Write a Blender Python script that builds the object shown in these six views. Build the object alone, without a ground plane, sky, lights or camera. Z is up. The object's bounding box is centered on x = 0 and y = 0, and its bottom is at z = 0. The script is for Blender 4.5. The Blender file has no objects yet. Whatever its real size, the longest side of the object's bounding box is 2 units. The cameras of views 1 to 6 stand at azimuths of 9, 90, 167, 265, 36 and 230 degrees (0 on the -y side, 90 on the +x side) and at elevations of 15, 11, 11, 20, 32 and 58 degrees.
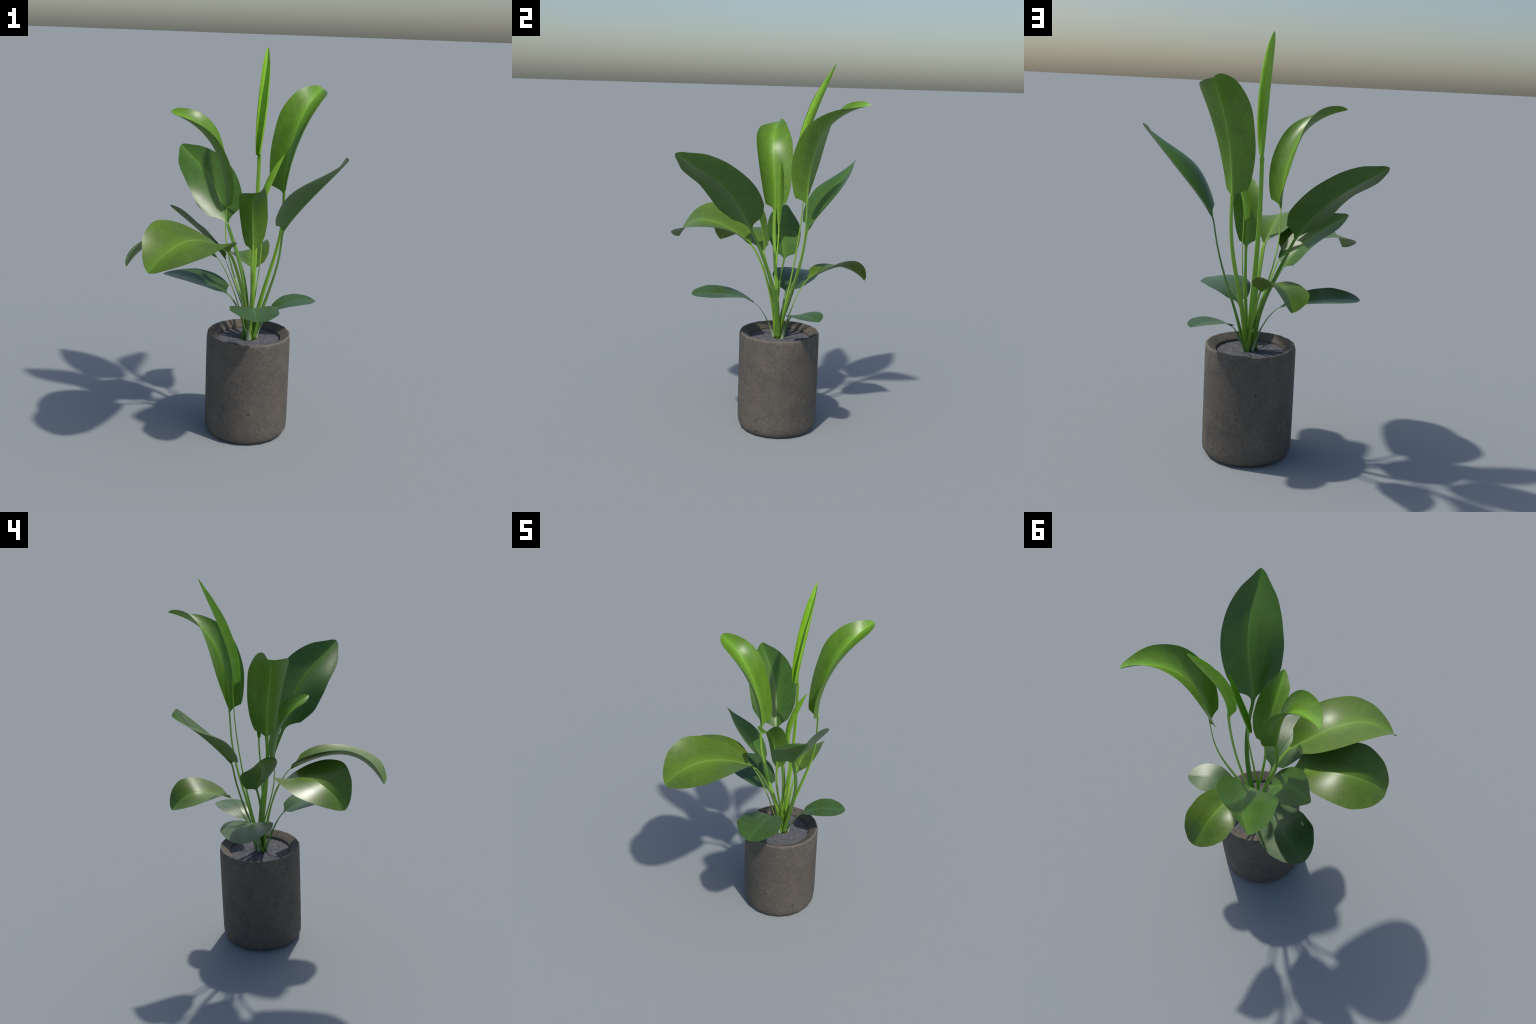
"""A young potted bird-of-paradise plant: fourteen paddle leaves on flat stalks in a
round concrete pot filled with dark gritty soil.

Every leaf is described by the curve of its midrib, the way it faces, the half widths
of its blade, an outline profile and how much each half is folded up and cupped.
The blade is laid out flat first (that rest shape gives the Generated coordinates the
leaf material uses) and a shape key bends it into its place on the plant."""
import bpy, math, random
import numpy as np
from math import comb
from mathutils import Vector

rng = np.random.default_rng(11)
random.seed(11)

POT = Vector((0.0405, 0.0797, 0.0))      # axis of the pot
SOIL_Z = 0.513
ROOT = (POT.x + 0.012, POT.y - 0.012, SOIL_Z)


# ------------------------------------------------------------------ node helpers
class Nodes:
    def __init__(self, name):
        self.mat = bpy.data.materials.new(name)
        self.mat.use_nodes = True
        self.t = self.mat.node_tree
        self.bsdf = self.t.nodes["Principled BSDF"]
        self.out = self.t.nodes["Material Output"]

    def put(self, socket, value):
        if hasattr(value, "is_linked") or isinstance(value, bpy.types.NodeSocket):
            self.t.links.new(value, socket)
        elif value is not None:
            socket.default_value = value

    def math(self, op, a, b=None, c=None, clamp=False):
        n = self.t.nodes.new("ShaderNodeMath")
        n.operation, n.use_clamp = op, clamp
        for i, v in enumerate((a, b, c)):
            if v is not None:
                self.put(n.inputs[i], v)
        return n.outputs[0]

    def coord(self, kind):
        return self.t.nodes.new("ShaderNodeTexCoord").outputs[kind]

    def mapping(self, vec, scale=(1, 1, 1), loc=(0, 0, 0), rot=(0, 0, 0)):
        n = self.t.nodes.new("ShaderNodeMapping")
        self.put(n.inputs["Vector"], vec)
        n.inputs["Scale"].default_value, n.inputs["Location"].default_value, n.inputs["Rotation"].default_value = scale, loc, rot
        return n.outputs[0]

    def xyz(self, vec):
        n = self.t.nodes.new("ShaderNodeSeparateXYZ")
        self.put(n.inputs[0], vec)
        return n.outputs[0], n.outputs[1], n.outputs[2]

    def join(self, x, y, z):
        n = self.t.nodes.new("ShaderNodeCombineXYZ")
        for i, v in enumerate((x, y, z)):
            self.put(n.inputs[i], v)
        return n.outputs[0]

    def noise(self, vec, scale, detail=3.0, rough=0.55, distort=0.0, colour=False):
        n = self.t.nodes.new("ShaderNodeTexNoise")
        self.put(n.inputs["Vector"], vec)
        n.inputs["Scale"].default_value, n.inputs["Detail"].default_value = scale, detail
        n.inputs["Roughness"].default_value, n.inputs["Distortion"].default_value = rough, distort
        return n.outputs[1 if colour else 0]

    def voronoi(self, vec, scale, feature="F1", output="Distance", rand=1.0):
        n = self.t.nodes.new("ShaderNodeTexVoronoi")
        n.feature = feature
        self.put(n.inputs["Vector"], vec)
        n.inputs["Scale"].default_value = scale
        n.inputs["Randomness"].default_value = rand
        return n.outputs[output]

    def ramp(self, fac, stops, smooth=False):
        n = self.t.nodes.new("ShaderNodeValToRGB")
        self.put(n.inputs[0], fac)
        n.color_ramp.interpolation = "EASE" if smooth else "LINEAR"
        el = n.color_ramp.elements
        while len(el) < len(stops):
            el.new(0.5)
        for e, (p, c) in zip(el, stops):
            e.position = p
            e.color = (c, c, c, 1) if isinstance(c, (int, float)) else (*c, 1)
        return n.outputs[0]

    def mix(self, fac, a, b, blend="MIX"):
        n = self.t.nodes.new("ShaderNodeMix")
        n.data_type, n.blend_type = "RGBA", blend
        self.put(n.inputs[0], fac)
        self.put(n.inputs[6], (*a, 1) if isinstance(a, tuple) else a)
        self.put(n.inputs[7], (*b, 1) if isinstance(b, tuple) else b)
        return n.outputs[2]

    def hsv(self, col, h=0.5, s=1.0, v=1.0):
        n = self.t.nodes.new("ShaderNodeHueSaturation")
        self.put(n.inputs["Color"], col)
        self.put(n.inputs["Hue"], h)
        self.put(n.inputs["Saturation"], s)
        self.put(n.inputs["Value"], v)
        return n.outputs[0]

    def bump(self, height, strength=0.3, distance=0.002):
        n = self.t.nodes.new("ShaderNodeBump")
        n.inputs["Strength"].default_value, n.inputs["Distance"].default_value = strength, distance
        self.put(n.inputs["Height"], height)
        return n.outputs[0]


# ------------------------------------------------------------------ materials
LOOKS = {   # blade, glow beside the midrib, midrib line, roughness
    "young":  ((0.250, 0.530, 0.028), (0.280, 0.590, 0.040), (0.330, 0.540, 0.110), 0.42),
    "bright": ((0.108, 0.242, 0.015), (0.180, 0.410, 0.024), (0.310, 0.450, 0.080), 0.375),
    "olive":  ((0.096, 0.182, 0.018), (0.145, 0.300, 0.022), (0.270, 0.370, 0.080), 0.365),
    "deep":   ((0.060, 0.150, 0.019), (0.092, 0.222, 0.022), (0.165, 0.265, 0.070), 0.36),
    "old":    ((0.055, 0.122, 0.032), (0.064, 0.150, 0.036), (0.125, 0.205, 0.090), 0.34),
}


def leaf_material(look, under):
    blade, glow, rib, rough = LOOKS[look]
    m = Nodes(f"leaf_{look}_{'underside' if under else 'upper_side'}")
    gx, gy, _ = m.xyz(m.coord("Generated"))
    obj = m.coord("Object")
    u = m.math("MULTIPLY", m.math("SUBTRACT", gx, 0.5), 2.0)
    au = m.math("ABSOLUTE", u)
    rand = m.t.nodes.new("ShaderNodeObjectInfo").outputs["Random"]
    # soft blotches and very fine strokes running out from the midrib
    blot = m.noise(obj, 16.0, 4.0, 0.6)
    fine = m.noise(m.join(m.math("MULTIPLY", au, 5.0), m.math("SUBTRACT", m.math("MULTIPLY", gy, 85.0), m.math("MULTIPLY", au, 19.0)), u), 1.0, 3.0, 0.6)
    col = m.mix(m.ramp(blot, [(0.32, 0.0), (0.68, 1.0)]), tuple(c * 0.84 for c in blade), tuple(c * 1.14 for c in blade))
    mottle = m.noise(obj, 62.0, 3.0, 0.65)
    col = m.mix(m.ramp(mottle, [(0.30, 0.55), (0.50, 0.0)]), col, tuple(c * 0.72 for c in blade))
    col = m.mix(m.ramp(mottle, [(0.52, 0.0), (0.72, 0.5)]), col, tuple(c * k for c, k in zip(blade, (1.45, 1.22, 1.1))))
    col = m.mix(m.ramp(fine, [(0.35, 0.0), (0.7, 0.5)]), col, tuple(c * k for c, k in zip(blade, (1.40, 1.20, 1.1))))
    # a few faint side veins
    wob = m.math("MULTIPLY", m.math("SUBTRACT", m.noise(obj, 9.0, 2.0), 0.5), 0.10)
    v = m.math("ADD", m.math("SUBTRACT", gy, m.math("MULTIPLY", au, 0.24)), wob)
    side = m.math("ADD", m.math("MULTIPLY", v, 6.0), m.math("MULTIPLY", m.math("GREATER_THAN", u, 0.0), 0.37))
    dist = m.math("ABSOLUTE", m.math("SUBTRACT", m.math("FRACT", side), 0.5))
    vein = m.ramp(dist, [(0.0, 0.55), (0.030, 0.0)])
    vein = m.math("MULTIPLY", vein, m.ramp(m.noise(obj, 11.0, 1.0), [(0.42, 0.0), (0.62, 1.0)]))
    col = m.mix(m.math("MULTIPLY", vein, 0.75), col, tuple(0.5 * (a + b) for a, b in zip(glow, rib)))
    # lighter band along the midrib, then the rib itself
    band = m.ramp(m.math("ADD", au, m.math("MULTIPLY", m.math("SUBTRACT", fine, 0.5), 0.26)), [(0.02, 0.9), (0.12, 0.52), (0.30, 0.0)])
    col = m.mix(m.math("MULTIPLY", band, 0.45 if under else 0.85), col, glow)
    wide = m.math("ADD", m.math("MULTIPLY", m.math("SUBTRACT", 1.0, gy), 0.056 if under else 0.046), 0.014)
    line = m.math("SUBTRACT", 1.0, m.math("DIVIDE", au, wide), clamp=True)
    col = m.mix(m.math("MULTIPLY", m.math("POWER", line, 0.6), 0.62 if under else 0.66), col, rib)
    if not under:      # the fine furrow in the middle of the rib
        furrow = m.math("SUBTRACT", 1.0, m.math("DIVIDE", au, m.math("MULTIPLY", wide, 0.22)), clamp=True)
        col = m.mix(m.math("MULTIPLY", furrow, 0.45), col, glow)
    if under:
        col = m.hsv(col, s=0.97, v=1.0)
    col = m.hsv(col, v=m.math("ADD", 0.95, m.math("MULTIPLY", rand, 0.10)))
    m.put(m.bsdf.inputs["Base Color"], col)
    m.put(m.bsdf.inputs["Roughness"], m.math("ADD", rough + (0.06 if under else 0.0), m.math("MULTIPLY", m.math("SUBTRACT", blot, 0.5), 0.10)))
    m.put(m.bsdf.inputs["Specular IOR Level"], 0.40 if under else 0.50)
    h = m.math("ADD", m.math("ADD", m.math("MULTIPLY", fine, 0.6), m.math("MULTIPLY", mottle, 0.8)), m.math("MULTIPLY", vein, -0.4 if not under else 0.4))
    m.put(m.bsdf.inputs["Normal"], m.bump(h, 0.16, 0.0014))
    thin = m.t.nodes.new("ShaderNodeBsdfTranslucent")
    m.put(thin.inputs["Color"], m.hsv(col, s=1.05, v=1.25))
    both = m.t.nodes.new("ShaderNodeMixShader")
    both.inputs[0].default_value = 0.10 if look == "young" else 0.05
    m.t.links.new(m.bsdf.outputs[0], both.inputs[1])
    m.t.links.new(thin.outputs[0], both.inputs[2])
    m.t.links.new(both.outputs[0], m.out.inputs["Surface"])
    return m.mat


STALKS = {   # lower sheath, upper part
    "young": ((0.165, 0.350, 0.026), (0.270, 0.520, 0.045)),
    "bright": ((0.150, 0.325, 0.026), (0.240, 0.460, 0.045)),
    "olive": ((0.155, 0.310, 0.028), (0.220, 0.415, 0.045)),
    "deep": ((0.110, 0.250, 0.024), (0.110, 0.250, 0.030)),
    "old": ((0.100, 0.210, 0.050), (0.100, 0.205, 0.060)),
}


def stalk_material(look):
    low, high = STALKS[look]
    m = Nodes(f"stalk_{look}")
    gx, gy, gz = m.xyz(m.coord("Generated"))
    obj = m.coord("Object")
    streak = m.noise(m.mapping(m.coord("Generated"), (14, 14, 1.2)), 1.0, 4.0, 0.6)
    col = m.mix(m.ramp(gz, [(0.05, 0.0), (0.55, 1.0)]), low, high)
    col = m.mix(m.ramp(streak, [(0.35, 0.0), (0.7, 0.45)]), col, tuple(c * k for c, k in zip(high, (1.35, 1.18, 1.3))))
    ring = m.ramp(m.noise(m.mapping(m.coord("Generated"), (0.6, 0.6, 26)), 1.0, 2.0, 0.5), [(0.60, 0.0), (0.66, 0.35), (0.72, 0.0)])
    ring = m.math("MULTIPLY", ring, m.ramp(gz, [(0.25, 1.0), (0.6, 0.0)]))
    col = m.mix(ring, col, (0.32, 0.50, 0.16))
    if look == "old":      # the small outer stalks turn almost white where they leave the soil
        col = m.mix(m.ramp(gz, [(0.02, 0.9), (0.13, 0.55), (0.34, 0.0)]), col, (0.50, 0.62, 0.40))
    m.put(m.bsdf.inputs["Base Color"], col)
    m.bsdf.inputs["Roughness"].default_value = 0.42
    m.put(m.bsdf.inputs["Normal"], m.bump(streak, 0.12, 0.001))
    return m.mat


def pot_material():
    m = Nodes("concrete_pot")
    obj = m.coord("Object")
    x, y, z = m.xyz(obj)
    cloud = m.noise(obj, 5.0, 5.0, 0.6)
    patch = m.noise(m.mapping(obj, (1, 1, 0.8), (3.1, 0.4, 1.7)), 13.0, 6.0, 0.7)
    mottle = m.noise(obj, 55.0, 5.0, 0.75)
    grain = m.noise(obj, 190.0, 3.0, 0.7)
    col = m.mix(m.ramp(cloud, [(0.34, 0.0), (0.66, 1.0)]), (0.100, 0.090, 0.077), (0.142, 0.122, 0.100))
    col = m.mix(m.ramp(patch, [(0.52, 0.0), (0.70, 0.65)]), col, (0.185, 0.138, 0.100))
    col = m.mix(m.ramp(patch, [(0.30, 0.65), (0.46, 0.0)]), col, (0.072, 0.072, 0.068))
    col = m.mix(m.ramp(mottle, [(0.32, 0.36), (0.50, 0.0)]), col, (0.062, 0.058, 0.052))
    col = m.mix(m.ramp(mottle, [(0.52, 0.0), (0.70, 0.26)]), col, (0.190, 0.160, 0.128))
    # trowel swirls: fine curling lines, gathered in some places
    warp = m.noise(obj, 5.0, 2.0, 0.5, colour=True)
    bent = m.t.nodes.new("ShaderNodeVectorMath")
    bent.operation = "MULTIPLY_ADD"
    m.put(bent.inputs[0], warp)
    bent.inputs[1].default_value = (0.40, 0.40, 0.40)
    m.put(bent.inputs[2], obj)
    swirl = m.noise(m.mapping(bent.outputs[0], (1, 1, 0.38)), 27.0, 3.0, 0.6)
    cross = m.noise(m.mapping(bent.outputs[0], (1, 1, 3.6), rot=(0.6, 0.4, 0)), 17.0, 3.0, 0.62)
    lines = m.math("MAXIMUM", m.ramp(swirl, [(0.465, 0.0), (0.495, 1.0), (0.525, 0.0)]), m.ramp(swirl, [(0.585, 0.0), (0.605, 0.8), (0.625, 0.0)]))
    lines2 = m.math("MAXIMUM", m.ramp(cross, [(0.455, 0.0), (0.48, 1.0), (0.505, 0.0)]), m.ramp(cross, [(0.565, 0.0), (0.585, 0.8), (0.605, 0.0)]))
    where = m.ramp(m.noise(obj, 6.5, 2.0), [(0.36, 0.25), (0.56, 1.0)])
    broken = m.ramp(m.noise(obj, 38.0, 3.0, 0.7), [(0.36, 0.1), (0.52, 1.0)])
    scr = m.math("MULTIPLY", m.math("MULTIPLY", m.math("MAXIMUM", lines, lines2), where), broken)
    col = m.mix(m.math("MULTIPLY", scr, 0.55), col, (0.235, 0.196, 0.154))
    dark = m.math("MULTIPLY", m.math("MAXIMUM", m.ramp(swirl, [(0.535, 0.0), (0.555, 1.0), (0.575, 0.0)]), m.ramp(cross, [(0.40, 0.0), (0.43, 1.0), (0.455, 0.0)])), m.math("MULTIPLY", where, broken))
    col = m.mix(m.math("MULTIPLY", dark, 0.38), col, (0.045, 0.048, 0.044))
    col = m.mix(m.ramp(grain, [(0.32, 0.38), (0.55, 0.0)]), col, (0.052, 0.048, 0.043))
    # little air holes
    cell = m.math("ADD", m.voronoi(m.mapping(obj, (1, 1, 1.25)), 17.0), m.math("MULTIPLY", m.math("SUBTRACT", m.noise(obj, 90.0, 2.0), 0.5), 0.12))
    pit = m.math("MULTIPLY", m.ramp(cell, [(0.085, 1.0), (0.125, 0.0)]), m.ramp(m.noise(obj, 8.0, 1.0), [(0.57, 0.0), (0.62, 1.0)]))
    col = m.mix(m.math("MULTIPLY", pit, 0.8), col, (0.030, 0.030, 0.030))
    # the lip is rubbed paler
    point = m.t.nodes.new("ShaderNodeNewGeometry").outputs["Pointiness"]
    worn = m.math("MULTIPLY", m.ramp(point, [(0.52, 0.0), (0.60, 0.7)]), m.ramp(z, [(0.50, 0.0), (0.53, 1.0)]))
    col = m.mix(worn, col, (0.27, 0.235, 0.19))
    m.put(m.bsdf.inputs["Base Color"], col)
    m.bsdf.inputs["Roughness"].default_value = 0.72
    m.bsdf.inputs["Specular IOR Level"].default_value = 0.35
    h = m.math("ADD", m.math("MULTIPLY", grain, 0.25), m.math("MULTIPLY", scr, 0.35))
    h = m.math("SUBTRACT", h, m.math("MULTIPLY", pit, 1.5))
    h = m.math("ADD", h, m.math("ADD", m.math("MULTIPLY", patch, 0.5), m.math("MULTIPLY", mottle, 0.6)))
    h = m.math("SUBTRACT", h, m.math("MULTIPLY", dark, 0.3))
    m.put(m.bsdf.inputs["Normal"], m.bump(h, 0.7, 0.002))
    return m.mat


def soil_material():
    m = Nodes("dark_gritty_soil")
    obj = m.coord("Object")
    big = m.noise(obj, 30.0, 4.0, 0.6)
    fine = m.noise(obj, 190.0, 4.0, 0.8)
    col = m.mix(m.ramp(fine, [(0.36, 0.0), (0.62, 1.0)]), (0.040, 0.040, 0.054), (0.200, 0.200, 0.228))
    col = m.mix(m.ramp(big, [(0.35, 0.35), (0.65, 0.0)]), col, (0.060, 0.058, 0.070))
    speck = m.ramp(m.voronoi(obj, 150.0), [(0.16, 1.0), (0.30, 0.0)])
    pick = m.ramp(m.noise(obj, 100.0, 1.0), [(0.50, 0.0), (0.58, 1.0)])
    col = m.mix(m.math("MULTIPLY", speck, pick), col, (0.52, 0.50, 0.48))
    m.put(m.bsdf.inputs["Base Color"], col)
    m.bsdf.inputs["Roughness"].default_value = 0.85
    m.put(m.bsdf.inputs["Normal"], m.bump(fine, 1.0, 0.003))
    return m.mat


def grit_material(name, a, b):
    m = Nodes(name)
    rnd = m.t.nodes.new("ShaderNodeNewGeometry").outputs["Random Per Island"]
    m.put(m.bsdf.inputs["Base Color"], m.mix(rnd, a, b))
    m.bsdf.inputs["Roughness"].default_value = 0.7
    return m.mat


# ------------------------------------------------------------------ curves and frames
def bezier(points, t):
    p, n = np.array(points, float), len(points) - 1
    return sum(comb(n, i) * ((1 - t) ** (n - i) * t ** i)[:, None] * p[i] for i in range(n + 1))


def unit(v):
    return v / np.linalg.norm(v, axis=-1, keepdims=True)


def carried_frames(points, t, normal):
    """Position, tangent and a normal carried along the curve without twisting."""
    tt = np.linspace(0, 1, 81)
    x = bezier(points, tt)
    d = unit(np.gradient(x, axis=0))
    n = np.zeros_like(x)
    first = np.array(normal, float)
    n[0] = unit(first - (first @ d[0]) * d[0])
    for i in range(80):
        v1 = x[i + 1] - x[i]
        k = 2 / (v1 @ v1)
        nl, tl = n[i] - k * (v1 @ n[i]) * v1, d[i] - k * (v1 @ d[i]) * v1
        v2 = d[i + 1] - tl
        n[i + 1] = nl - 2 / (v2 @ v2 + 1e-15) * (v2 @ nl) * v2
    at = lambda a: np.stack([np.interp(t, tt, a[:, k]) for k in range(3)], 1)
    dt, nt = unit(at(d)), at(n)
    nt = unit(nt - (nt * dt).sum(1)[:, None] * dt)
    return bezier(points, t), dt, nt


def smooth_through(xs, ys, t, start=1.0):
    """Monotone cubic through the knots (no overshoot)."""
    xs, ys = np.array(xs), np.array(ys)
    h = np.diff(xs)
    d = np.diff(ys) / h
    m = np.zeros_like(ys)
    for i in range(1, len(xs) - 1):
        if d[i - 1] * d[i] > 0:
            w1, w2 = 2 * h[i] + h[i - 1], h[i] + 2 * h[i - 1]
            m[i] = (w1 + w2) / (w1 / d[i - 1] + w2 / d[i])
    m[0], m[-1] = d[0] * start, d[-1]
    k = np.clip(np.searchsorted(xs, t, side="right") - 1, 0, len(h) - 1)
    s = (t - xs[k]) / h[k]
    return ys[k] * (1 + 2 * s) * (1 - s) ** 2 + m[k] * h[k] * s * (1 - s) ** 2 + ys[k + 1] * s * s * (3 - 2 * s) + m[k + 1] * h[k] * s * s * (s - 1)


SHOULDER = 0.065          # where along the blade the base edge turns a corner into the side edge


def blade_profile(t, outline):
    """Half width from stalk to tip: hollow base edge up to a sharp shoulder, a belly, a drawn-out point."""
    shoulder, low, high, upper, near_tip = outline
    side = smooth_through((SHOULDER, 0.2, 0.4, 0.6, 0.8, 0.93, 0.985, 1.0),
                          (shoulder, low, 1.0, high, upper, near_tip, 0.361 * near_tip, 0.0), np.maximum(t, SHOULDER), 1.3)
    r = np.clip(t / SHOULDER, 0, 1)
    return np.where(t < SHOULDER, 0.07 + (shoulder - 0.07) * (0.22 * r + 0.78 * r ** 2.3), side)


# ------------------------------------------------------------------ objects
def add_mesh(name, verts, faces, parent, mats, rest=None, face_mat=None, smooth=True):
    """verts are world positions; rest is the flat layout used for Generated coordinates."""
    me = bpy.data.meshes.new(name)
    me.from_pydata([tuple(v) for v in (verts if rest is None else rest)], [], [list(f) for f in faces])
    for mt in mats:
        me.materials.append(mt)
    if face_mat is not None:
        me.polygons.foreach_set("material_index", np.array(face_mat, np.int32))
    me.polygons.foreach_set("use_smooth", np.full(len(me.polygons), smooth))
    ob = bpy.data.objects.new(name, me)
    bpy.context.scene.collection.objects.link(ob)
    if rest is not None:
        ob.shape_key_add(name="flat", from_mix=False)
        key = ob.shape_key_add(name="in_place", from_mix=False)
        key.data.foreach_set("co", np.array(verts, np.float32).ravel())
        key.value = 1.0
    me.update()
    if parent is not None:
        ob.parent = parent
        ob.matrix_parent_inverse = parent.matrix_world.inverted()
    return ob


T = np.unique(np.concatenate([np.linspace(0, SHOULDER, 13), np.linspace(SHOULDER, 0.1, 5), np.linspace(0.1, 0.9, 37), np.linspace(0.9, 1, 13)]))
U = np.array([0, 0.02, 0.045, 0.08, 0.14, 0.22, 0.32, 0.44, 0.56, 0.68, 0.79, 0.88, 0.95, 1.0])


def build_leaf(root, look, stalk, stalk_width, stalk_flat, midrib, facing, roll, half_width, outline, fold_left, fold_right, cup, stalk_side=None):
    x, d, n = carried_frames(midrib, T, facing)
    s = np.cross(d, n)
    a = roll[0] + roll[1] * T + roll[2] * T * T
    c, sn = np.cos(a)[:, None], np.sin(a)[:, None]
    n, s = c * n - sn * s, c * s + sn * n
    w = blade_profile(T, outline)
    neck = stalk_width[1] * 1.15 / (sum(half_width) / 2)
    w = np.maximum(w, neck * np.clip(1 - T / 0.12, 0, 1))
    nu = len(U) - 1
    cols = 2 * nu + 1
    top = np.zeros((len(T), cols, 3))
    nor = np.zeros_like(top)
    top[:, nu], nor[:, nu] = x, n
    across = np.zeros(cols)
    for sign, fold, width, bend in ((-1, fold_left, half_width[0], cup[0]), (1, fold_right, half_width[1], cup[1])):
        base = fold[0] * (1 - T) * (1 - 2 * T) + 4 * fold[1] * T * (1 - T) + fold[2] * T * (2 * T - 1)
        y, z = np.zeros(len(T)), np.zeros(len(T))
        for j in range(nu):
            um, du = (U[j] + U[j + 1]) / 2, U[j + 1] - U[j]
            ang = base + bend * um * w
            y, z = y + np.cos(ang) * du * width * w, z + np.sin(ang) * du * width * w
            k = nu + sign * (j + 1)
            across[k] = sign * U[j + 1]
            top[:, k] = x + (sign * y)[:, None] * s + z[:, None] * n
            e = base + bend * U[j + 1] * w
            nor[:, k] = np.cos(e)[:, None] * n - (sign * np.sin(e))[:, None] * s
    # thickness: a thin blade with a rib standing out underneath, fading towards the tip
    mean = sum(half_width) / 2
    reach = np.abs(across)[None, :] * (w * mean)[:, None]
    rib = 0.0042 * stalk_width[1] / 0.009 * (1 - T) ** 0.7
    wide = 0.0065 * stalk_width[1] / 0.009 * (1 - 0.75 * T)
    thick = 0.0004 + rib[:, None] * np.exp(-((reach / wide[:, None]) ** 2))
    thick *= (np.minimum(1, (1 - T) * 40 + 0.3) * np.clip(T / 0.035, 0.07, 1))[:, None]
    thick *= 1 - 0.93 * np.abs(across)[None, :] ** 10          # the blade thins out to its edge
    low = top - nor * thick[..., None]
    top = top + nor * (0.0001 - 0.0006 * np.clip(T / 0.05, 0, 1)[:, None] * np.exp(-((reach / 0.003) ** 2)) * (1 - T)[:, None])[..., None]
    length = np.linalg.norm(np.diff(x, axis=0), axis=1).sum()
    flat = np.stack([across[None, :] * (w * mean)[:, None], np.repeat(T[:, None] * length, cols, 1), np.zeros((len(T), cols))], -1)
    rows = len(T)
    verts = np.concatenate([top.reshape(-1, 3), low.reshape(-1, 3)])
    rest = np.concatenate([flat.reshape(-1, 3), (flat - [0, 0, 0.002]).reshape(-1, 3)])
    off, faces, which = rows * cols, [], []
    for i in range(rows - 1):
        for j in range(cols - 1):
            q = (i * cols + j, i * cols + j + 1, (i + 1) * cols + j + 1, (i + 1) * cols + j)
            faces += [q, tuple(off + v for v in reversed(q))]
            which += [0, 1]
    # the edge all round is a narrow strip of its own, so that the two faces stay crisp
    border = [i * cols for i in range(rows)] + [(rows - 1) * cols + j for j in range(1, cols)]
    border += [i * cols + cols - 1 for i in range(rows - 2, -1, -1)] + list(range(cols - 2, 0, -1))
    m0, m = len(verts), len(border)
    verts = np.concatenate([verts, verts[border], verts[[off + v for v in border]]])
    rest = np.concatenate([rest, rest[border], rest[[off + v for v in border]]])
    for k in range(m):
        h = (k + 1) % m
        faces.append((m0 + k, m0 + h, m0 + m + h, m0 + m + k))
        which.append(0)
    blade = add_mesh("leaf", verts, faces, root, MATS[look], rest, which)

    # the stalk: it runs out along the underside of the blade, then down to the soil
    st = np.linspace(0, 1, 44)
    px, pd, pn = carried_frames([p for p in reversed(stalk)], st, n[0])
    ps = np.cross(pd, pn)
    if stalk_side is not None:      # turn the flat of the stalk towards the given compass direction
        want = np.array([stalk_side[0], stalk_side[1], 0.0])
        mid = len(st) // 2
        turn = math.atan2(want @ pn[mid], want @ ps[mid])
        turn = (turn + math.pi / 2) % math.pi - math.pi / 2
        ang = turn * np.clip(st / 0.22, 0, 1) ** 2 * (3 - 2 * np.clip(st / 0.22, 0, 1))
        ca, sa = np.cos(ang)[:, None], np.sin(ang)[:, None]
        ps, pn = ca * ps + sa * pn, ca * pn - sa * ps
    width = stalk_width[1] + (stalk_width[0] - stalk_width[1]) * st ** 1.8
    flatness = stalk_flat[1] + (stalk_flat[0] - stalk_flat[1]) * st ** 2
    depth = width * flatness
    below = st * np.linalg.norm(np.diff(px, axis=0), axis=1).sum()          # distance under the blade
    width = width * (1 + 0.22 * np.exp(-(below / 0.016) ** 1.3))          # the neck widens into the blade
    drop = np.clip(1 - st * 4.5, 0, 1) ** 1.5 * depth * 0.62
    run = np.linspace(0.11, 0.008, 9)
    rx = np.stack([np.interp(run, T, x[:, k]) for k in range(3)], 1)
    rn = unit(np.stack([np.interp(run, T, n[:, k]) for k in range(3)], 1))
    rs = unit(np.stack([np.interp(run, T, s[:, k]) for k in range(3)], 1))
    fade = ((0.125 - run) / 0.125) ** 1.3
    rw, rd = stalk_width[1] * (0.22 + 0.85 * fade), depth[0] * (0.35 + 0.65 * fade)
    px, ps, pn = np.concatenate([rx, px]), np.concatenate([-rs, ps]), np.concatenate([rn, pn])
    width, depth = np.concatenate([rw, width]), np.concatenate([rd, depth])
    sink = np.clip(run / 0.05, 0, 1)
    drop = np.concatenate([rd * (0.62 + 0.55 * sink) + 0.0006 * sink, drop])
    st = np.concatenate([np.zeros(len(run)), st])
    up = 1 - st
    ring = np.linspace(0, math.tau, 16, endpoint=False)
    sv, sf, srest = [], [], []
    flare = 1 + 0.18 * np.exp(-((1 - st) / 0.05))
    for i in range(len(st)):
        for g in ring:
            a1, a2 = math.cos(g), math.sin(g)
            groove = 0.45 * (1 - a1 * a1) * max(0, a2 * -1) * (1 - st[i] * 0.6)   # shallow channel on the upper face
            lift = -a2 * (1 - groove)
            sv.append(px[i] + ps[i] * a1 * width[i] * flare[i] + pn[i] * (lift * depth[i] * flare[i] - drop[i]))
            srest.append((a1 * 0.012, a2 * 0.012, up[i]))
    m = len(ring)
    for i in range(len(st) - 1):
        for g in range(m):
            h = (g + 1) % m
            sf.append((i * m + g, i * m + h, (i + 1) * m + h, (i + 1) * m + g))
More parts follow.
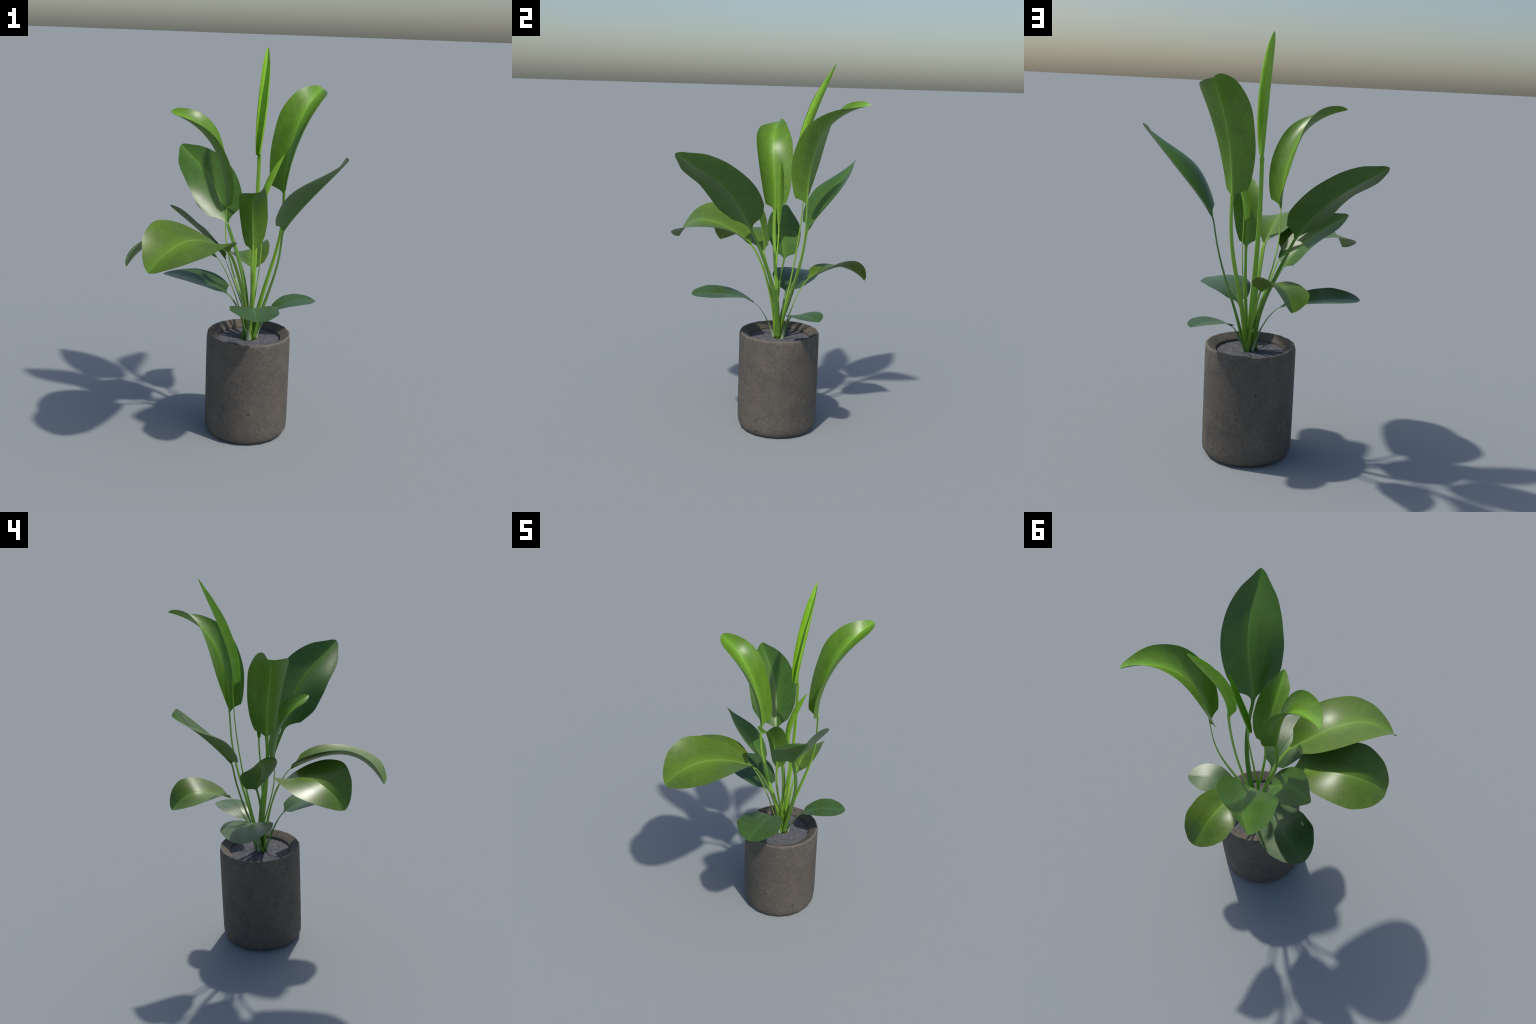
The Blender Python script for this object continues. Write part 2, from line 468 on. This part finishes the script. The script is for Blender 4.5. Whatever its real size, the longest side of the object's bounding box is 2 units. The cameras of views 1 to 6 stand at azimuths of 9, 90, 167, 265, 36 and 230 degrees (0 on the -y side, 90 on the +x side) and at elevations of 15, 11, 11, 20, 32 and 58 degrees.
    sf.append(tuple(reversed(range(m))))
    sf.append(tuple((len(st) - 1) * m + g for g in range(m)))
    ob = add_mesh("stalk", sv, sf, blade, [STALK[look]], srest)
    return blade


def build_pot(root):
    """A twenty-sided cast cylinder with rounded foot, bevelled lip and a funnel rim."""
    sides = 20
    profile = [(0.150, 0.0), (0.186, 0.0), (0.197, 0.0035), (0.207, 0.011), (0.2145, 0.024), (0.2185, 0.044), (0.2197, 0.075),
               (0.2200, 0.18), (0.2200, 0.30), (0.2198, 0.42), (0.2195, 0.510), (0.2190, 0.532), (0.2177, 0.5425), (0.2150, 0.5485),
               (0.2110, 0.5500), (0.2050, 0.5480), (0.1850, 0.5362), (0.1700, 0.5272), (0.1675, 0.5245), (0.1662, 0.5205), (0.1655, 0.500)]
    sub = 6              # keep the flat sides, but with enough points to roughen them a little
    rings = []
    n = sides * sub
    for r, z in profile:
        ring = []
        for k in range(n):
            a0 = math.tau * (k // sub) / sides
            a1 = math.tau * (k // sub + 1) / sides
            f = (k % sub) / sub
            px = r * ((1 - f) * math.cos(a0) + f * math.cos(a1))
            py = r * ((1 - f) * math.sin(a0) + f * math.sin(a1))
            ang = math.atan2(py, px)
            wob = 0.0
            if z > 0.53:      # worn, slightly chipped lip
                wob = 0.0005 * (math.sin(ang * 7 + 1.3) * math.sin(ang * 17 + 0.4) + 0.6 * math.sin(ang * 31))
            ring.append((px * (1 + 0.4 * wob), py * (1 + 0.4 * wob), z + wob * (0.9 if z > 0.5 else 0)))
        rings.append(ring)
    verts = [v for ring in rings for v in ring]
    faces = []
    for i in range(len(profile) - 1):
        for k in range(n):
            h = (k + 1) % n
            faces.append((i * n + k, i * n + h, (i + 1) * n + h, (i + 1) * n + k))
    faces.append(tuple(reversed(range(n))))
    ob = add_mesh("pot", verts, faces, root, [pot_material()])
    ob.location = POT
    # shade round: give every side the normals of the smooth surface of revolution
    pr = np.array(profile)
    tang = unit(np.gradient(pr, axis=0))
    nr = np.stack([tang[:, 1], -tang[:, 0]], 1)
    normals = np.zeros((len(verts), 3))
    for i in range(len(profile)):
        for k in range(n):
            vx, vy, _ = verts[i * n + k]
            l = math.hypot(vx, vy)
            normals[i * n + k] = (nr[i, 0] * vx / l, nr[i, 0] * vy / l, nr[i, 1])
    ob.data.normals_split_custom_set_from_vertices([tuple(v) for v in normals])
    return ob


def build_soil(root):
    rad, seg = 26, 72
    verts, faces = [(0, 0, 0.0)], []
    from mathutils import noise
    for i in range(1, rad + 1):
        r = 0.1665 * i / rad
        for k in range(seg):
            a = math.tau * k / seg
            x, y = r * math.cos(a), r * math.sin(a)
            z = 0.0008 * noise.noise(Vector((x * 22, y * 22, 0.3))) + 0.0006 * noise.noise(Vector((x * 80, y * 80, 1.7)))
            verts.append((x, y, z))
    for k in range(seg):
        faces.append((0, 1 + k, 1 + (k + 1) % seg))
    for i in range(rad - 1):
        for k in range(seg):
            p, q = 1 + i * seg + k, 1 + i * seg + (k + 1) % seg
            faces.append((p, p + seg, q + seg, q))
    ob = add_mesh("soil", verts, faces, root, [soil_material()])
    ob.location = (POT.x, POT.y, SOIL_Z)

    # loose grit: pale crumbs and dark clods, too small and too many to name one by one
    for name, count, size, mat in (("perlite_grit", 420, 0.0021, grit_material("pale_grit", (0.62, 0.60, 0.57), (0.26, 0.25, 0.25))),
                                   ("soil_crumbs", 2200, 0.0024, grit_material("dark_crumbs", (0.055, 0.055, 0.070), (0.180, 0.175, 0.195)))):
        gv, gf = [], []
        for _ in range(count):
            r, a = 0.158 * math.sqrt(rng.random()), rng.random() * math.tau
            centre = np.array([r * math.cos(a), r * math.sin(a), -0.0004 + 0.001 * rng.random()])
            s = size * (0.45 + 0.9 * rng.random() ** 2)
            off = len(gv)
            spin = rng.random() * math.tau
            for k in range(5):
                g = spin + math.tau * k / 5
                q = s * (0.6 + 0.5 * rng.random())
                gv.append(tuple(centre + [q * math.cos(g), q * math.sin(g), -0.2 * s + 0.4 * s * rng.random()]))
            gv.append(tuple(centre + [0, 0, s * (0.45 + 0.4 * rng.random())]))
            gv.append(tuple(centre - [0, 0, s * 0.6]))
            for k in range(5):
                h = (k + 1) % 5
                gf += [(off + k, off + h, off + 5), (off + h, off + k, off + 6)]
        g = add_mesh(name, gv, gf, ob, [mat], smooth=False)
        g.location = (0, 0, 0)
        g.matrix_parent_inverse.identity()
        g["kind"] = "stuff"
    return ob


def leaf(**k):
    return k


LEAVES = [
    leaf(look='young',
         stalk=[(0.0456, 0.0673, 0.513), (0.0575, 0.1277, 0.7836), (0.0388, 0.1717, 1.0404), (0.0453, 0.1969, 1.2742), (0.0468, 0.1826, 1.4502)],
         stalk_width=(0.015, 0.0095), stalk_flat=(0.6, 0.33),
         midrib=[(0.0468, 0.1826, 1.4502), (0.0475, 0.176, 1.5311), (0.0498, 0.1875, 1.6359), (0.054, 0.2289, 1.7489), (0.0542, 0.2881, 1.8664), (0.0479, 0.332, 1.9986)],
         facing=(0, -1, 0.7), roll=(0.042, -0.0535, 0.0129), half_width=(0.0551, 0.0564),
         outline=(0.754, 0.8687, 0.9952, 0.706, 0.3151), fold_left=(0.6768, 0.1832, 0.5597), fold_right=(0.8106, -0.0021, 0.6147), cup=(2.0022, 2.0807)),
    leaf(look='bright',
         stalk=[(0.0613, 0.078, 0.513), (0.0834, 0.1131, 0.7968), (0.1887, 0.2133, 0.9792), (0.1816, 0.1969, 1.1231), (0.1786, 0.1998, 1.2763)],
         stalk_width=(0.015, 0.0082), stalk_flat=(0.6, 0.37),
         midrib=[(0.1786, 0.1998, 1.2763), (0.1769, 0.2014, 1.3637), (0.1887, 0.2051, 1.5139), (0.2264, 0.2271, 1.6602), (0.284, 0.3119, 1.7507), (0.3235, 0.4901, 1.7947)],
         facing=(-0.5057, -0.8627, 0.7), roll=(0.0049, -0.2303, -0.3416), half_width=(0.1181, 0.1174),
         outline=(0.5779, 0.7924, 1.0498, 0.8179, 0.406), fold_left=(0.56, -0.0113, 0.6296), fold_right=(0.5487, 0.286, 0.3163), cup=(-0.1496, 1.062)),
    leaf(look='bright',
         stalk=[(0.0774, 0.0758, 0.513), (-0.0174, 0.0607, 0.8048), (-0.1201, 0.0296, 1.0097), (-0.0833, 0.0344, 1.1348), (-0.0862, 0.0354, 1.204)],
         stalk_width=(0.0115, 0.0085), stalk_flat=(0.55, 0.26),
         midrib=[(-0.0862, 0.0354, 1.204), (-0.0902, 0.0369, 1.3017), (-0.1016, 0.0276, 1.4391), (-0.1386, 0.0098, 1.5636), (-0.2302, 0.0054, 1.6388), (-0.383, 0.0534, 1.6782)],
         facing=(0.9978, -0.0665, 0.7), roll=(-0.0607, 0.1953, 0.3673), half_width=(0.1094, 0.1054),
         outline=(0.5964, 0.8233, 1.0511, 0.809, 0.4177), fold_left=(0.358, 0.1996, 0.1821), fold_right=(0.4497, -0.2919, 0.5567), cup=(1.2089, 0.4307)),
    leaf(look='deep',
         stalk=[(0.0153, 0.065, 0.513), (0.0533, 0.1425, 0.757), (-0.0573, 0.2136, 0.9214), (-0.107, 0.2095, 1.0727), (-0.1169, 0.223, 1.0919)],
         stalk_width=(0.0135, 0.0088), stalk_flat=(0.55, 0.38), stalk_side=(0.95, 0.3),
         midrib=[(-0.1169, 0.223, 1.0919), (-0.1785, 0.3067, 1.2109), (-0.2206, 0.3743, 1.2936), (-0.281, 0.4152, 1.3459), (-0.3636, 0.4546, 1.387), (-0.4437, 0.5048, 1.4554)],
         facing=(0.774, -0.6332, 0.7), roll=(0.425, -0.0487, 0.3091), half_width=(0.158, 0.1308),
         outline=(0.5951, 0.9302, 0.901, 0.6355, 0.2824), fold_left=(0.1937, 0.5008, 0.2096), fold_right=(0.398, 0.1328, 0.3763), cup=(-0.3217, 0.1873)),
    leaf(look='deep',
         stalk=[(0.0617, 0.0635, 0.513), (0.0173, 0.0561, 0.6964), (-0.0577, 0.072, 0.837), (-0.0954, 0.0976, 0.9281), (-0.0955, 0.0976, 0.9281)],
         stalk_width=(0.009, 0.0055), stalk_flat=(0.5, 0.33),
         midrib=[(-0.0955, 0.0976, 0.9281), (-0.1469, 0.0846, 1.0006), (-0.208, 0.072, 1.0626), (-0.2716, 0.0777, 1.1087), (-0.3389, 0.0975, 1.1424), (-0.4, 0.1129, 1.1888)],
         facing=(0.9994, -0.0333, 0.7), roll=(-0.4416, 0.0901, -0.3331), half_width=(0.0964, 0.1087),
         outline=(0.5672, 0.8719, 0.9157, 0.6269, 0.2709), fold_left=(0.2695, 0.0656, 0.3122), fold_right=(0.094, 0.3593, 0.1809), cup=(0.1426, 0.0267)),
    leaf(look='olive',
         stalk=[(0.0518, 0.0588, 0.513), (0.0308, 0.043, 0.7249), (-0.0085, 0.0003, 0.8893), (-0.0293, -0.0708, 0.9998), (-0.0417, -0.091, 1.014)],
         stalk_width=(0.013, 0.01), stalk_flat=(0.5, 0.3),
         midrib=[(-0.0417, -0.091, 1.014), (-0.114, -0.2092, 1.0973), (-0.1642, -0.3066, 1.1384), (-0.1999, -0.389, 1.1473), (-0.2516, -0.4569, 1.1084), (-0.3297, -0.514, 0.9986)],
         facing=(0.5547, 0.8321, 0.7), roll=(-0.0914, 0.3889, 0.0528), half_width=(0.1726, 0.1713),
         outline=(0.4469, 0.8041, 1.0473, 0.8439, 0.447), fold_left=(0.524, -0.1648, 0.3903), fold_right=(0.3352, 0.0653, 0.3419), cup=(0.4295, 0.3498)),
    leaf(look='olive',
         stalk=[(0.0403, 0.0578, 0.513), (-0.0029, 0.0405, 0.7016), (-0.0514, 0.02, 0.8551), (-0.1018, -0.0135, 0.9558), (-0.119, -0.0243, 0.9676)],
         stalk_width=(0.0085, 0.0045), stalk_flat=(0.5, 0.42),
         midrib=[(-0.119, -0.0243, 0.9676), (-0.2236, -0.09, 1.0392), (-0.3172, -0.1329, 1.0785), (-0.3969, -0.1704, 1.0851), (-0.4592, -0.2212, 1.0483), (-0.5044, -0.2835, 0.9547)],
         facing=(0.8944, 0.4472, 0.7), roll=(-0.0606, -0.3117, -0.0848), half_width=(0.1534, 0.1547),
         outline=(0.4235, 0.7939, 1.0577, 0.8159, 0.4313), fold_left=(0.4176, 0.1843, 0.3484), fold_right=(0.548, 0.0258, 0.3732), cup=(0.1381, 0.1608)),
    leaf(look='old',
         stalk=[(0.0313, 0.0809, 0.513), (0.0079, 0.0826, 0.6192), (-0.0273, 0.1094, 0.6947), (-0.0736, 0.1079, 0.7343), (-0.0905, 0.1147, 0.7403)],
         stalk_width=(0.013, 0.0066), stalk_flat=(0.55, 0.3),
         midrib=[(-0.0905, 0.1147, 0.7403), (-0.1733, 0.1482, 0.7694), (-0.2467, 0.1708, 0.7897), (-0.3157, 0.1843, 0.7992), (-0.3848, 0.1959, 0.798), (-0.4546, 0.2073, 0.7947)],
         facing=(0.9701, -0.2425, 0.7), roll=(0.1047, -0.0452, -0.0426), half_width=(0.1339, 0.1252),
         outline=(0.5346, 0.7948, 1.0154, 0.7769, 0.4577), fold_left=(0.1969, 0.0887, 0.0869), fold_right=(0.208, 0.0857, 0.0799), cup=(0.1147, 0.1124)),
    leaf(look='bright',
         stalk=[(0.0556, 0.0962, 0.513), (0.0659, 0.0421, 0.7334), (0.0598, -0.0407, 0.8833), (0.0636, -0.0119, 0.9716), (0.0636, -0.0143, 1.0052)],
         stalk_width=(0.0088, 0.0068), stalk_flat=(0.5, 0.34),
         midrib=[(0.0636, -0.0143, 1.0052), (0.0638, -0.0212, 1.1025), (0.0549, -0.0408, 1.2016), (0.056, -0.0756, 1.2797), (0.0783, -0.1358, 1.3252), (0.1312, -0.2181, 1.3526)],
         facing=(-0.3011, 0.9536, 0.7), roll=(0.1797, -0.0915, -0.7082), half_width=(0.0803, 0.0767),
         outline=(0.5438, 0.8429, 0.9748, 0.7672, 0.3524), fold_left=(0.4254, 0.089, 0.3817), fold_right=(0.2322, 0.5171, 0.1517), cup=(0.1631, 0.3732)),
    leaf(look='young',
         stalk=[(0.0425, 0.0597, 0.513), (0.0654, 0.0482, 0.7394), (0.1072, 0.0428, 0.9304), (0.0936, 0.0625, 1.0648), (0.092, 0.0579, 1.1398)],
         stalk_width=(0.0075, 0.0038), stalk_flat=(0.7, 0.6),
         midrib=[(0.092, 0.0579, 1.1398), (0.0906, 0.0539, 1.2057), (0.103, 0.0546, 1.2725), (0.1314, 0.0575, 1.3399), (0.1674, 0.059, 1.4124), (0.1953, 0.0555, 1.4969)],
         facing=(-0.8944, -0.4472, 0.7), roll=(0.4145, 0.0428, 0.0292), half_width=(0.0407, 0.0382),
         outline=(0.6728, 0.8969, 1.0032, 0.7213, 0.3254), fold_left=(0.7858, 0.1368, 0.7259), fold_right=(0.7755, 0.2876, 0.7692), cup=(1.6017, 2.1394)),
    leaf(look='olive',
         stalk=[(0.056, 0.0905, 0.513), (0.0507, 0.1303, 0.6521), (0.0383, 0.1642, 0.766), (0.0369, 0.2137, 0.8365), (0.0336, 0.2259, 0.8428)],
         stalk_width=(0.009, 0.0055), stalk_flat=(0.5, 0.3),
         midrib=[(0.0336, 0.2259, 0.8428), (0.0044, 0.3327, 0.8982), (-0.019, 0.3984, 0.9227), (-0.0363, 0.4422, 0.9217), (-0.0405, 0.4888, 0.8931), (-0.0349, 0.5441, 0.8281)],
         facing=(0.0995, -0.995, 0.7), roll=(-0.0934, 0.3633, -0.0663), half_width=(0.1176, 0.1104),
         outline=(0.5414, 0.8669, 1.002, 0.7857, 0.4195), fold_left=(0.5668, -0.0785, 0.4356), fold_right=(0.3516, 0.2195, 0.3496), cup=(0.3725, 0.0344)),
    leaf(look='deep',
         stalk=[(0.0689, 0.0717, 0.513), (0.1156, 0.0694, 0.778), (0.2342, 0.0074, 0.9482), (0.1989, -0.0706, 1.1074), (0.2234, -0.0886, 1.1453)],
         stalk_width=(0.0155, 0.0088), stalk_flat=(0.6, 0.26), stalk_side=(0.4, 0.92),
         midrib=[(0.2234, -0.0886, 1.1453), (0.3028, -0.1471, 1.268), (0.3826, -0.1867, 1.3581), (0.4358, -0.2527, 1.419), (0.4769, -0.3507, 1.4724), (0.5377, -0.4476, 1.5499)],
         facing=(-0.6971, 0.717, 0.7), roll=(-0.2002, -0.0375, -0.2111), half_width=(0.1442, 0.1808),
         outline=(0.5079, 0.8867, 0.9148, 0.6619, 0.2882), fold_left=(0.4499, 0.2279, 0.4731), fold_right=(0.1756, 0.6889, 0.2067), cup=(0.2272, -1.0059)),
    leaf(look='old',
         stalk=[(0.047, 0.0485, 0.513), (0.0431, 0.0247, 0.5869), (0.054, -0.0015, 0.6484), (0.075, -0.0371, 0.6972), (0.0813, -0.0643, 0.7164)],
         stalk_width=(0.0125, 0.005), stalk_flat=(0.5, 0.26),
         midrib=[(0.0813, -0.0643, 0.7164), (0.0956, -0.1263, 0.7603), (0.1125, -0.2054, 0.7772), (0.1323, -0.2855, 0.7807), (0.1477, -0.3519, 0.775), (0.1552, -0.3974, 0.7717)],
         facing=(-0.2873, 0.9578, 0.7), roll=(0.0068, 0.1415, 0.0027), half_width=(0.1124, 0.1209),
         outline=(0.4667, 0.7518, 1.023, 0.7261, 0.4434), fold_left=(0.2124, 0.0472, 0.0811), fold_right=(0.1384, 0.1426, 0.0575), cup=(0.016, -0.0831)),
    leaf(look='old',
         stalk=[(0.0779, 0.0971, 0.513), (0.0894, 0.1044, 0.5704), (0.11, 0.1189, 0.612), (0.1334, 0.1277, 0.646), (0.1467, 0.1357, 0.6554)],
         stalk_width=(0.0115, 0.005), stalk_flat=(0.5, 0.28),
         midrib=[(0.1467, 0.1357, 0.6554), (0.2013, 0.1687, 0.694), (0.2496, 0.1935, 0.7046), (0.2895, 0.2191, 0.7015), (0.3243, 0.248, 0.6962), (0.3578, 0.2764, 0.6926)],
         facing=(-0.8619, -0.507, 0.7), roll=(0.0111, -0.0677, -0.0423), half_width=(0.0907, 0.0827),
         outline=(0.481, 0.7806, 0.975, 0.7226, 0.4061), fold_left=(0.137, 0.0883, 0.1839), fold_right=(0.1575, 0.0703, 0.181), cup=(-0.0057, -0.0143)),
]

plant = bpy.data.objects.new("potted_plant", None)
plant.location = (POT.x, POT.y, 0)
bpy.context.scene.collection.objects.link(plant)
plant["label"] = "young leafy plant with broad green paddle leaves in grey pot"
plant["category"] = "potted plant"
bpy.context.view_layer.update()

MATS = {k: [leaf_material(k, False), leaf_material(k, True)] for k in LOOKS}
STALK = {k: stalk_material(k) for k in STALKS}
build_pot(plant)
build_soil(plant)
for spec in LEAVES:
    build_leaf(plant, **spec)
bpy.context.view_layer.update()
